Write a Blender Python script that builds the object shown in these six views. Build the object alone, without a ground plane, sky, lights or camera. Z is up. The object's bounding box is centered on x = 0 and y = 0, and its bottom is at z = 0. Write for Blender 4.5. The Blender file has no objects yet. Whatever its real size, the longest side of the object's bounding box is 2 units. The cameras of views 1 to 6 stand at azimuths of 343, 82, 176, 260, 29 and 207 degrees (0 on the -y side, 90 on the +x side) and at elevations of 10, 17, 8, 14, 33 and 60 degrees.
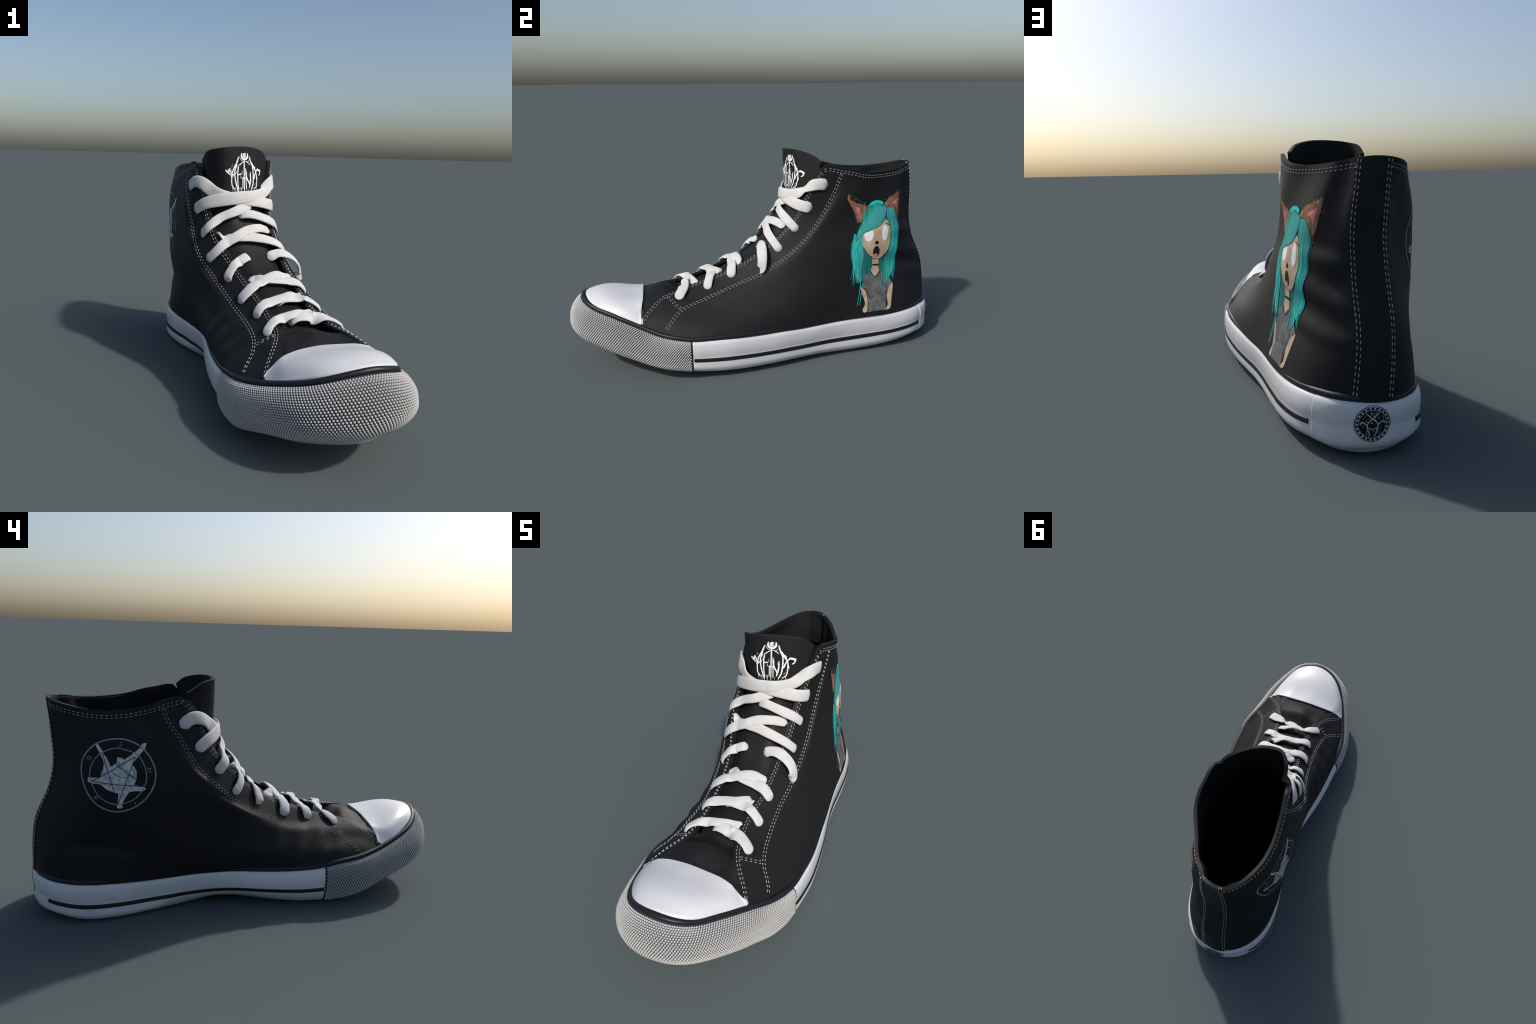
import numpy as np, math

# ---------------------------------------------------------------- curve tools
def catmull(points, n, closed=False):
    """Centripetal-ish Catmull-Rom through 3D (or 2D) points, resampled evenly."""
    p = np.asarray(points, float)
    if closed:
        p = np.vstack([p[-2:], p, p[:3]])
    else:
        p = np.vstack([2 * p[0] - p[1], p, 2 * p[-1] - p[-2]])
    k = np.r_[0, np.cumsum(np.maximum(np.linalg.norm(np.diff(p, axis=0), axis=1), 1e-6) ** 0.6)]
    out = []
    last = len(p) - 3 if closed else len(p) - 2
    first = 2 if closed else 1
    for i in range(first, last):
        t = np.linspace(k[i], k[i + 1], 24, endpoint=False)[:, None]
        a1 = (k[i] - t) / (k[i] - k[i-1]) * p[i-1] + (t - k[i-1]) / (k[i] - k[i-1]) * p[i]
        a2 = (k[i+1] - t) / (k[i+1] - k[i]) * p[i] + (t - k[i]) / (k[i+1] - k[i]) * p[i+1]
        a3 = (k[i+2] - t) / (k[i+2] - k[i+1]) * p[i+1] + (t - k[i+1]) / (k[i+2] - k[i+1]) * p[i+2]
        b1 = (k[i+1] - t) / (k[i+1] - k[i-1]) * a1 + (t - k[i-1]) / (k[i+1] - k[i-1]) * a2
        b2 = (k[i+2] - t) / (k[i+2] - k[i]) * a2 + (t - k[i]) / (k[i+2] - k[i]) * a3
        out.append((k[i+1] - t) / (k[i+1] - k[i]) * b1 + (t - k[i]) / (k[i+1] - k[i]) * b2)
    out.append(p[last][None])
    q = np.vstack(out)
    s = np.r_[0, np.cumsum(np.linalg.norm(np.diff(q, axis=0), axis=1))]
    w = np.linspace(0, s[-1], n)
    return np.stack([np.interp(w, s, q[:, j]) for j in range(q.shape[1])], 1)

def smooth(x, a, b):
    t = np.clip((np.asarray(x, float) - a) / (b - a), 0, 1)
    return t * t * (3 - 2 * t)

# ---------------------------------------------------------------- ribs of the upper
# Each rib is a line over the upper from the welt (first point) to the collar (last point).
TOE_CENTRE_LINE = [(.056, -.936, .382), (.045, -.905, .396), (.030, -.850, .402), (.015, -.780, .397), (.005, -.700, .382), (.000, -.625, .362), (.000, -.575, .388), (.000, -.540, .400), (-.010, -.490, .400), (-.025, -.360, .415), (-.055, -.140, .515), (-.065, -.070, .555), (-.075, .000, .612), (-.088, .060, .690), (-.100, .137, .800), (-.100, .155, .940), (-.100, .165, 1.000)]
OUTER_VAMP_LINE = [(.171, -.889, .359), (.155, -.845, .388), (.130, -.760, .392), (.105, -.620, .356), (.095, -.560, .374), (.060, -.420, .396), (.045, -.340, .420), (.035, -.260, .452), (.010, -.070, .550), (.000, .000, .605), (-.015, .105, .738), (-.015, .145, .795), (-.010, .172, .870), (.000, .200, 1.000)]
OUTER_EYESTAY_EDGE = [(.243, -.745, .310), (.222, -.700, .345), (.200, -.620, .337), (.165, -.560, .366), (.100, -.440, .390), (.068, -.323, .424), (.062, -.143, .490), (.047, .023, .588), (.048, .074, .630), (.040, .195, .770), (.056, .250, .885), (.087, .309, 1.000)]
OUTER_EYESTAY_INNER_STITCH = [(.278, -.632, .268), (.262, -.612, .298), (.190, -.549, .358), (.148, -.501, .380), (.119, -.443, .389), (.086, -.323, .422), (.081, -.143, .487), (.066, .023, .584), (.067, .074, .624), (.058, .205, .765), (.073, .260, .881), (.098, .340, 1.020)]
OUTER_EYESTAY_OUTER_STITCH = [(.312, -.525, .236), (.283, -.481, .287), (.242, -.442, .321), (.215, -.388, .342), (.195, -.328, .358), (.158, -.146, .418), (.147, .023, .484), (.117, .190, .590), (.102, .280, .687), (.094, .351, .798), (.095, .381, .856), (.102, .420, .965), (.100, .430, 1.008)]
OUTER_BALL = [(.356, -.280, .211), (.308, -.235, .266), (.238, -.150, .330), (.176, .030, .450), (.142, .170, .550), (.119, .265, .650), (.108, .340, .750), (.104, .405, .860), (.100, .475, 1.000)]
OUTER_WAIST = [(.282, .093, .203), (.260, .120, .280), (.215, .175, .380), (.162, .260, .500), (.122, .360, .640), (.107, .440, .760), (.100, .510, .880), (.080, .567, .977)]
OUTER_ARCH = [(.207, .390, .208), (.188, .410, .280), (.163, .450, .380), (.132, .500, .500), (.112, .550, .630), (.078, .600, .760), (.045, .640, .880), (.015, .680, .970)]
OUTER_QUARTER = [(.135, .712, .202), (.112, .712, .280), (.088, .710, .370), (.068, .700, .480), (.068, .710, .600), (.038, .735, .720), (-.012, .765, .860), (-.057, .792, .978)]
OUTER_HEEL_SIDE = [(.052, .882, .206), (.036, .872, .290), (.015, .858, .380), (-.002, .838, .480), (-.004, .823, .600), (-.036, .813, .720), (-.070, .811, .860), (-.094, .826, .987)]
HEEL_STRIP_OUTER_STITCH = [(-.092, .983, .207), (-.107, .974, .347), (-.110, .962, .428), (-.105, .896, .577), (-.103, .875, .658), (-.102, .867, .743), (-.118, .869, .909), (-.128, .860, .991)]
HEEL_BACK_SEAM = [(-.155, .989, .203), (-.160, .982, .347), (-.162, .968, .428), (-.159, .902, .577), (-.157, .879, .658), (-.156, .870, .743), (-.175, .876, .995)]
HEEL_STRIP_INNER_STITCH = [(-.200, .980, .198), (-.213, .968, .347), (-.214, .955, .430), (-.212, .895, .573), (-.210, .873, .653), (-.207, .862, .738), (-.225, .876, .992)]
INNER_HEEL_SIDE = [(-.306, .895, .192), (-.303, .891, .270), (-.297, .877, .380), (-.284, .848, .480), (-.268, .818, .600), (-.257, .805, .720), (-.257, .812, .840), (-.270, .851, .983)]
INNER_QUARTER = [(-.361, .660, .186), (-.352, .660, .280), (-.345, .660, .370), (-.358, .655, .480), (-.366, .655, .600), (-.367, .660, .720), (-.355, .670, .860), (-.335, .675, .954)]
INNER_ARCH = [(-.300, .350, .180), (-.325, .370, .270), (-.354, .400, .370), (-.370, .440, .480), (-.377, .480, .600), (-.377, .515, .720), (-.360, .540, .860), (-.339, .560, .956)]
INNER_WAIST = [(-.281, .100, .190), (-.305, .130, .280), (-.317, .180, .380), (-.338, .250, .480), (-.359, .330, .600), (-.361, .385, .720), (-.346, .435, .860), (-.327, .475, .969)]
INNER_BALL = [(-.302, -.200, .190), (-.303, -.170, .270), (-.276, -.100, .350), (-.283, .000, .440), (-.318, .110, .530), (-.338, .210, .620), (-.342, .295, .740), (-.334, .360, .860), (-.318, .415, .985)]
INNER_EYESTAY_OUTER_STITCH = [(-.282, -.575, .238), (-.250, -.540, .280), (-.212, -.497, .312), (-.192, -.430, .343), (-.189, -.380, .357), (-.196, -.244, .382), (-.214, -.154, .411), (-.261, .014, .494), (-.285, .075, .535), (-.307, .120, .577), (-.317, .173, .629), (-.317, .220, .668), (-.329, .327, .836), (-.327, .370, .897), (-.318, .390, .950), (-.309, .380, .994)]
INNER_EYESTAY_INNER_STITCH = [(-.232, -.695, .262), (-.215, -.640, .292), (-.171, -.581, .340), (-.140, -.531, .362), (-.117, -.475, .378), (-.116, -.345, .411), (-.121, -.280, .436), (-.163, -.089, .516), (-.210, .025, .600), (-.236, .067, .650), (-.252, .113, .700), (-.260, .180, .770), (-.269, .220, .871), (-.280, .246, .923), (-.292, .280, .965), (-.297, .322, 1.009)]
INNER_EYESTAY_EDGE = [(-.185, -.785, .298), (-.170, -.720, .340), (-.155, -.640, .334), (-.115, -.530, .372), (-.098, -.475, .382), (-.097, -.345, .414), (-.103, -.280, .438), (-.145, -.092, .520), (-.191, .018, .605), (-.217, .060, .655), (-.233, .105, .703), (-.243, .170, .775), (-.264, .232, .925), (-.278, .270, .985)]
INNER_VAMP_LINE = [(-.070, -.908, .352), (-.072, -.860, .385), (-.075, -.780, .386), (-.078, -.632, .354), (-.072, -.570, .372), (-.065, -.420, .395), (-.072, -.260, .450), (-.105, -.080, .550), (-.120, -.010, .605), (-.158, .095, .738), (-.170, .125, .795), (-.188, .190, .990)]
RIBS = [TOE_CENTRE_LINE, OUTER_VAMP_LINE, OUTER_EYESTAY_EDGE, OUTER_EYESTAY_INNER_STITCH, OUTER_EYESTAY_OUTER_STITCH, OUTER_BALL, OUTER_WAIST, OUTER_ARCH, OUTER_QUARTER, OUTER_HEEL_SIDE, HEEL_STRIP_OUTER_STITCH, HEEL_BACK_SEAM, HEEL_STRIP_INNER_STITCH, INNER_HEEL_SIDE, INNER_QUARTER, INNER_ARCH, INNER_WAIST, INNER_BALL, INNER_EYESTAY_OUTER_STITCH, INNER_EYESTAY_INNER_STITCH, INNER_EYESTAY_EDGE, INNER_VAMP_LINE]
C, CR1, CR2, IR, OR, R2, R3, R4, R5, R5B, HR, BK, HL, L5, L4, L3, L2, L1B, OL, IL, CL2, CL1 = range(22)
NRIB = 22
SUB, NT = 16, 281          # samples between ribs, samples along a rib

def rib_samples(pts, n=NT):
    q = catmull(pts, 600)
    h = .6 * q[:, 1] + .8 * q[:, 2]
    s = np.r_[0, np.cumsum(np.linalg.norm(np.diff(q, axis=0), axis=1))]
    h = np.maximum.accumulate(h) + s * 0.25      # mostly height, a little arc length
    h = (h - h[0]) / (h[-1] - h[0])
    t = np.linspace(0, 1, n)
    return np.stack([np.interp(t, h, q[:, j]) for j in range(3)], 1)

def across(R, sub, closed=True):
    """Non-uniform Catmull-Rom across ribs, R: (ribs, NT, 3)."""
    n = len(R)
    out = []
    for i in range(n if closed else n - 1):
        def g(j):
            if closed: return R[j % n]
            if j < 0: return 2 * R[0] - R[1]
            if j >= n: return 2 * R[-1] - R[-2]
            return R[j]
        p0, p1, p2, p3 = g(i-1), g(i), g(i+1), g(i+2)
        d = lambda a, b: np.maximum(np.linalg.norm(b - a, axis=1), 4e-3)[:, None] ** .75
        k0 = 0; k1 = d(p0, p1); k2 = k1 + d(p1, p2); k3 = k2 + d(p2, p3)
        for f in np.arange(sub) / sub:
            t = k1 + (k2 - k1) * f
            a1 = (k1 - t) / (k1 - k0) * p0 + (t - k0) / (k1 - k0) * p1
            a2 = (k2 - t) / (k2 - k1) * p1 + (t - k1) / (k2 - k1) * p2
            a3 = (k3 - t) / (k3 - k2) * p2 + (t - k2) / (k3 - k2) * p3
            b1 = (k2 - t) / (k2 - k0) * a1 + (t - k0) / (k2 - k0) * a2
            b2 = (k3 - t) / (k3 - k1) * a2 + (t - k1) / (k3 - k1) * a3
            out.append((k2 - t) / (k2 - k1) * b1 + (t - k1) / (k2 - k1) * b2)
    if not closed: out.append(R[-1])
    return np.array(out)

def relax(P, rounds, closed=True, amount=.5):
    for _ in range(rounds):
        if closed:
            P = P + amount * ((np.roll(P, 1, 0) + np.roll(P, -1, 0)) / 2 - P)
        Q = P.copy(); Q[:, 1:-1] += amount * ((P[:, 2:] + P[:, :-2]) / 2 - P[:, 1:-1]); P = Q
    return P

class Sheet:
    """A dense sampled surface S(u, t): u in rib numbers, t from 0 (welt) to 1 (collar)."""
    def __init__(self, P, sub, closed=True):
        self.P, self.sub, self.closed = P, sub, closed
        self.nu, self.nt = P.shape[:2]
        self.redo()
    def redo(self):
        P = self.P
        du = (np.roll(P, -1, 0) - np.roll(P, 1, 0)) if self.closed else np.gradient(P, axis=0)
        n = np.cross(du, np.gradient(P, axis=1))
        n /= np.maximum(np.linalg.norm(n, axis=2), 1e-9)[..., None]
        self.N = n
    def _at(self, A, u, t):
        u = np.asarray(u, float) * self.sub; t = np.clip(np.asarray(t, float), 0, 1) * (self.nt - 1)
        u, t = np.broadcast_arrays(u, t)
        if not self.closed: u = np.clip(u, 0, self.nu - 1 - 1e-6)
        i = np.floor(u).astype(int); f = (u - i)[..., None]
        j = np.minimum(np.floor(t).astype(int), self.nt - 2); g = (t - j)[..., None]
        i0, i1 = (i % self.nu, (i + 1) % self.nu) if self.closed else (i, np.minimum(i + 1, self.nu - 1))
        return (A[i0, j] * (1-f) + A[i1, j] * f) * (1-g) + (A[i0, j+1] * (1-f) + A[i1, j+1] * f) * g
    def pos(self, u, t): return self._at(self.P, u, t)
    def nor(self, u, t):
        n = self._at(self.N, u, t); return n / np.maximum(np.linalg.norm(n, axis=-1), 1e-9)[..., None]
    def off(self, u, t, d): return self.pos(u, t) + self.nor(u, t) * np.asarray(d)[..., None]

def folds(P, N):
    """Soft creases of the worn canvas, pushed along the surface normal."""
    x, y, z = P[..., 0], P[..., 1], P[..., 2]
    band = lambda v, a, b, e: smooth(v, a - e, a + e) * (1 - smooth(v, b - e, b + e))
    d = .0055 * np.sin((z - .37 + .25 * (y - .8)) / .125 * 2 * np.pi) * band(z, .38, .68, .05) * smooth(y, .62, .78) * smooth(x, -.115, -.05)
    d += .0042 * np.sin((y + .5 * z) / .115 * 2 * np.pi) * band(y, -.46, -.06, .06) * band(z, .26, .37, .04) * smooth(-x, .17, .23)
    d -= .007 * np.exp(-((z - .35 - .12 * (y - .68)) / .028) ** 2) * band(y, .5, .8, .08) * smooth(-x, .2, .3)
    d += .003 * np.sin(7 * y + 11 * z + 3) * np.sin(9 * z - 5 * y + 1) * band(z, .32, .9, .06) * smooth(y, -.3, .1)
    return P + N * d[..., None]
def build_upper():
    R = np.array([rib_samples(r) for r in RIBS])
    sh = Sheet(relax(across(R, SUB), 14), SUB)
    return Sheet(folds(sh.P, sh.N), SUB)
UP = build_upper()
import bpy, bmesh, random
from mathutils import Vector, Matrix
from mathutils.bvhtree import BVHTree
from mathutils.geometry import delaunay_2d_cdt
random.seed(7); rng = np.random.default_rng(7)

# ---------------------------------------------------------------- materials
def material(name, colour, rough=.6, spec=.5, grain=0., grain_scale=60., bump=0., bump_scale=300., bump_dist=.002, sheen=0., coat=0., weave=None):
    m = bpy.data.materials.new(name); m.use_nodes = True
    nt = m.node_tree; b = nt.nodes['Principled BSDF']
    b.inputs['Roughness'].default_value = rough
    b.inputs['Specular IOR Level'].default_value = spec
    b.inputs['Sheen Weight'].default_value = sheen
    b.inputs['Coat Weight'].default_value = coat
    tc = nt.nodes.new('ShaderNodeTexCoord')
    if grain:
        nz = nt.nodes.new('ShaderNodeTexNoise'); nz.inputs['Scale'].default_value = grain_scale; nz.inputs['Detail'].default_value = 4
        nt.links.new(tc.outputs['Object'], nz.inputs['Vector'])
        rp = nt.nodes.new('ShaderNodeValToRGB')
        lo = [c * (1 - grain) for c in colour]; hi = [min(1, c * (1 + grain)) for c in colour]
        rp.color_ramp.elements[0].position = .3; rp.color_ramp.elements[1].position = .7
        rp.color_ramp.elements[0].color = (*lo, 1); rp.color_ramp.elements[1].color = (*hi, 1)
        nt.links.new(nz.outputs['Fac'], rp.inputs['Fac']); nt.links.new(rp.outputs['Color'], b.inputs['Base Color'])
    else:
        b.inputs['Base Color'].default_value = (*colour, 1)
    height = None
    if weave:
        wv = nt.nodes.new('ShaderNodeTexWave'); wv.inputs['Scale'].default_value = weave[0]; wv.inputs['Distortion'].default_value = .4
        wv.bands_direction = 'DIAGONAL'
        nt.links.new(tc.outputs['Object'], wv.inputs['Vector']); height = wv.outputs['Fac']; bump, bump_dist = weave[1], weave[2]
    elif bump:
        n2 = nt.nodes.new('ShaderNodeTexNoise'); n2.inputs['Scale'].default_value = bump_scale; n2.inputs['Detail'].default_value = 3
        nt.links.new(tc.outputs['Object'], n2.inputs['Vector']); height = n2.outputs['Fac']
    if height is not None:
        bp = nt.nodes.new('ShaderNodeBump'); bp.inputs['Strength'].default_value = bump; bp.inputs['Distance'].default_value = bump_dist
        nt.links.new(height, bp.inputs['Height']); nt.links.new(bp.outputs['Normal'], b.inputs['Normal'])
    return m

CANVAS = material('black_canvas', (.0092, .0092, .0096), .6, .22, .10, 14, .12, 220, .002)
LINING = material('black_lining', (.007, .007, .0075), .8, .15, .1, 20)
WELT = material('black_rubber', (.008, .009, .012), .45, .4, .12, 40, .2, 60, .003)
WHITE = material('white_rubber', (.61, .61, .62), .36, .5, .03, 8, .05, 240, .002)
CAPW = material('white_toe_rubber', (.60, .60, .615), .38, .5, .02, 8, .07, 200, .002)
STUD = material('bumper_stud', (.43, .425, .415), .6, .3)
GAP = material('bumper_groove', (.028, .032, .04), .8, .15)
STRIPE = material('black_stripe', (.006, .006, .0065), .5, .4)
THREAD = material('grey_thread', (.36, .36, .365), .8, .2)
LACE = material('white_lace', (.56, .555, .545), .85, .2, .04, 30, weave=(170, .3, .002))
SOLE = material('outsole_rubber', (.30, .30, .30), .7, .3, .08, 20)

# ---------------------------------------------------------------- object tools
THING = bpy.data.objects.new('high_top_sneaker', None)
bpy.context.collection.objects.link(THING)
THING['label'] = 'black canvas high top sneaker with white laces, toe cap and printed emblems'
THING['category'] = 'shoe'

def add(name, verts, faces, mat, parent=None, smooth_shade=True, kind=None):
    me = bpy.data.meshes.new(name)
    me.from_pydata([tuple(v) for v in verts], [], [tuple(f) for f in faces])
    me.materials.append(mat); me.update()
    if smooth_shade: me.polygons.foreach_set('use_smooth', [True] * len(me.polygons))
    o = bpy.data.objects.new(name, me); bpy.context.collection.objects.link(o)
    o.parent = parent or THING
    if kind: o['kind'] = kind
    return o

def grid_faces(nu, nv, close_u=False):
    f = []
    for i in range(nu if close_u else nu - 1):
        k = (i + 1) % nu
        for j in range(nv - 1):
            f.append((i * nv + j, k * nv + j, k * nv + j + 1, i * nv + j + 1))
    return f

def sheet(name, P, mat, thick=0., bevel=0., close_u=False, parent=None, angle=50):
    o = add(name, P.reshape(-1, 3), grid_faces(P.shape[0], P.shape[1], close_u), mat, parent)
    if thick:
        m = o.modifiers.new('s', 'SOLIDIFY'); m.thickness = thick; m.offset = -1; m.use_even_offset = False
    if bevel:
        m = o.modifiers.new('b', 'BEVEL'); m.width = bevel; m.segments = 3; m.limit_method = 'ANGLE'; m.angle_limit = math.radians(angle)
    if thick or bevel:
        bake(o)
    return o

def bake(o):
    dg = bpy.context.evaluated_depsgraph_get(); dg.update()
    me = bpy.data.meshes.new_from_object(o.evaluated_get(dg))
    o.modifiers.clear(); old = o.data; o.data = me; me.name = o.name; bpy.data.meshes.remove(old)
    me.polygons.foreach_set('use_smooth', [True] * len(me.polygons))

# ---------------------------------------------------------------- sole
# Line where the white rubber meets the black welt, from the toe tip round the outer side, heel and inner side.
WELT_LINE = [(.056,-.936,.382),(.12,-.923,.375),(.171,-.889,.359),(.204,-.84,.338),(.234,-.778,.321),(.266,-.696,.292),(.291,-.616,.262),(.325,-.534,.235),(.354,-.45,.222),(.363,-.363,.212),(.357,-.276,.211),
 (.347,-.188,.210),(.328,-.096,.206),(.306,-.003,.203),(.282,.093,.203),(.255,.19,.2),(.231,.29,.203),(.207,.39,.206),(.185,.495,.207),(.161,.6,.206),(.133,.712,.203),(.083,.838,.205),(.02,.924,.207),(-.03,.97,.208),
 (-.083,.987,.206),(-.121,.992,.203),(-.16,.989,.2),(-.2,.98,.198),(-.245,.957,.195),(-.29,.918,.193),(-.325,.87,.191),(-.353,.799,.188),(-.364,.71,.186),(-.356,.622,.184),(-.337,.534,.18),(-.312,.443,.176),(-.3,.349,.18),
 (-.288,.255,.186),(-.28,.157,.187),(-.286,.06,.191),(-.296,-.039,.189),(-.304,-.14,.188),(-.307,-.24,.189),(-.308,-.337,.196),(-.311,-.432,.219),(-.295,-.545,.235),(-.255,-.648,.255),(-.203,-.758,.289),(-.13,-.868,.331),(-.035,-.925,.368)]
NS = 960
WL = catmull(WELT_LINE, NS + 1, closed=True)[:-1]
for _ in range(30): WL = WL + .5 * ((np.roll(WL, 1, 0) + np.roll(WL, -1, 0)) / 2 - WL)
_d = np.roll(WL, -3, 0) - np.roll(WL, 3, 0)
OUT = np.stack([-_d[:, 1], _d[:, 0], 0 * _d[:, 0]], 1) * -1
OUT[:, :] = np.stack([_d[:, 1], -_d[:, 0], 0 * _d[:, 0]], 1)
OUT /= np.linalg.norm(OUT, axis=1)[:, None]
if (OUT[NS // 8] @ np.array([1, 0, 0])) < 0: OUT = -OUT
ARC = np.r_[0, np.cumsum(np.linalg.norm(np.diff(np.vstack([WL, WL[:1]]), axis=0), axis=1))]
LEN = ARC[-1]
def s_of(target_y, side):
    """index along the welt line where y passes target_y on the +x or -x side"""
    half = range(0, NS // 2) if side > 0 else range(NS - 1, NS // 2, -1)
    for i in half:
        if WL[i, 1] >= target_y: return i
# how far the rubber stands out of the welt line, and how low it reaches, by position along the shoe: (y, flare, bottom inset, bottom z)
PROFILE_OUTER = [(-1,.060,.040,.190),(-.9,.058,.042,.176),(-.8,.058,.040,.148),(-.7,.062,.040,.118),(-.6,.054,.036,.086),(-.5,.030,.026,.062),(-.4,.006,.018,.048),(-.25,.009,.016,.036),(-.1,.009,.014,.030),(.05,.008,.018,.026),(.2,.001,.026,.020),(.3,-.006,.026,.018),(.45,-.005,.02,.015),(.6,.003,.018,.018),(.75,.012,.018,.028),(.87,.020,.024,.040),(.95,.012,.02,.036),(1.0,-.003,.014,.034)]
PROFILE_INNER = [(-1,.060,.040,.190),(-.9,.053,.042,.150),(-.8,.046,.046,.114),(-.7,.040,.048,.090),(-.6,.032,.044,.056),(-.5,.022,.044,.030),(-.4,.012,.046,.014),(-.25,.012,.046,.012),(-.1,.010,.060,.022),(.05,.004,.085,.028),(.15,-.008,.088,.020),(.28,-.014,.056,.010),(.45,-.006,.026,.006),(.6,.0,.024,.005),(.75,.006,.024,.008),(.87,.010,.026,.028),(1.0,-.003,.014,.034)]
def prof(i):
    y = WL[i, 1]; k = np.arange(len(WL))[i]
    a = np.array(PROFILE_OUTER); b = np.array(PROFILE_INNER)
    o = np.stack([np.interp(y, a[:, 0], a[:, j]) for j in (1, 2, 3)], -1)
    q = np.stack([np.interp(y, b[:, 0], b[:, j]) for j in (1, 2, 3)], -1)
    w = np.asarray((k < NS // 2) | (k > NS - 1), float)[..., None]
    return o * w + q * (1 - w)
PROF = prof(np.arange(NS))
for _ in range(60): PROF = PROF + .5 * ((np.roll(PROF, 1, 0) + np.roll(PROF, -1, 0)) / 2 - PROF)
def sole_pos(i, v, extra=0.):
    """Point on the rubber band: i = float index along the welt line, v = 0 at the welt, 1 at the ground edge."""
    i = np.asarray(i, float); v = np.asarray(v, float); i, v = np.broadcast_arrays(i, v)
    a = np.floor(i).astype(int); f = (i - a)[..., None]
    L = lambda A: A[a % NS] * (1 - f) + A[(a + 1) % NS] * f
    w, o, p = L(WL), L(OUT), L(PROF)
    o = o / np.linalg.norm(o, axis=-1)[..., None]
    flare, inset, zb = p[..., 0], p[..., 1], p[..., 2]
    H = w[..., 2] - zb
    # swell: lip rolls in at the top, fullest at two thirds, tucks under at the ground
    q = np.clip(v, 0, 1)
    top = -.010 * (1 - smooth(q, 0, .09)) 
    rise = 1 - (1 - np.clip(q / .58, 0, 1)) ** 1.7
    belly = flare * rise + .006 * np.sin(np.pi * np.clip(q / .52, 0, 1)) * smooth(q, 0, .1) + .003 * np.sin(np.pi * np.clip((q - .52) / .48, 0, 1))
    start = .78 - .36 * smooth(inset, .028, .05)
    tuck = -inset * np.maximum(0, (q - start) / (1 - start)) ** 2.2
    d = top + belly + tuck + extra
    z = w[..., 2] - H * (q - .0) + .0
    z = z + H * .05 * (smooth(q, .86, 1.0))*0
    out = w + o * d[..., None]; out[..., 2] = z
    return out
SEAM_R, SEAM_L = s_of(-.378, 1), s_of(-.374, -1)
PATCH_R, PATCH_L = s_of(.905, 1), s_of(.905, -1)
def sole_patch(i0, i1, v0, v1, n, m, extra=0.):
    i = np.linspace(i0, i1, n)[:, None]; v = np.linspace(v0, v1, m)[None]
    return sole_pos(i, v, extra)[::-1]
vv = np.r_[0, .02, .05, .09, np.linspace(.14, .78, 18), np.linspace(.8, 1, 10)]
def band(i0, i1, n, extra=0.):
    return sole_pos(np.linspace(i0, i1, n)[:, None], vv[None], extra)[::-1]
midsole = sheet('midsole', band(SEAM_R, SEAM_L, 420), WHITE, .012)
bumper = sheet('toe_bumper', band(SEAM_L - NS, SEAM_R, 330, .002), GAP, .012)
heel_patch = sheet('heel_patch', band(PATCH_R, PATCH_L, 90, .003), WHITE, .008, .003)
# dark stripe along each side
for a, b in ((SEAM_R + 1, PATCH_R - 3), (PATCH_L + 3, SEAM_L - 1)):
    sheet('side_stripe', sole_patch(a, b, .538, .642, 200, 5, .0022), STRIPE, .006)
# ground side of the sole
edge = sole_pos(np.arange(0, NS, 4), 1.0); cen = edge.mean(0)
rings = []
for k, zz in ((1.0, 0), (.96, -.006), (.9, -.012), (.75, -.016), (.45, -.018), (.15, -.018)):
    q = edge.copy(); mid = np.stack([0 * edge[:, 0] + np.interp(edge[:, 1], [-1, -.4, .2, 1], [.03, .02, -.03, -.15]), edge[:, 1] * .985, edge[:, 2]], 1)
    q = mid * (1 - k) + q * k; q[:, 2] = np.maximum(edge[:, 2] + zz, 0.0) ; rings.append(q)
Pb = np.stack(rings, 1)
nb = Pb.shape[0]
add('outsole', Pb.reshape(-1, 3), grid_faces(nb, Pb.shape[1], True), SOLE)
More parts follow.
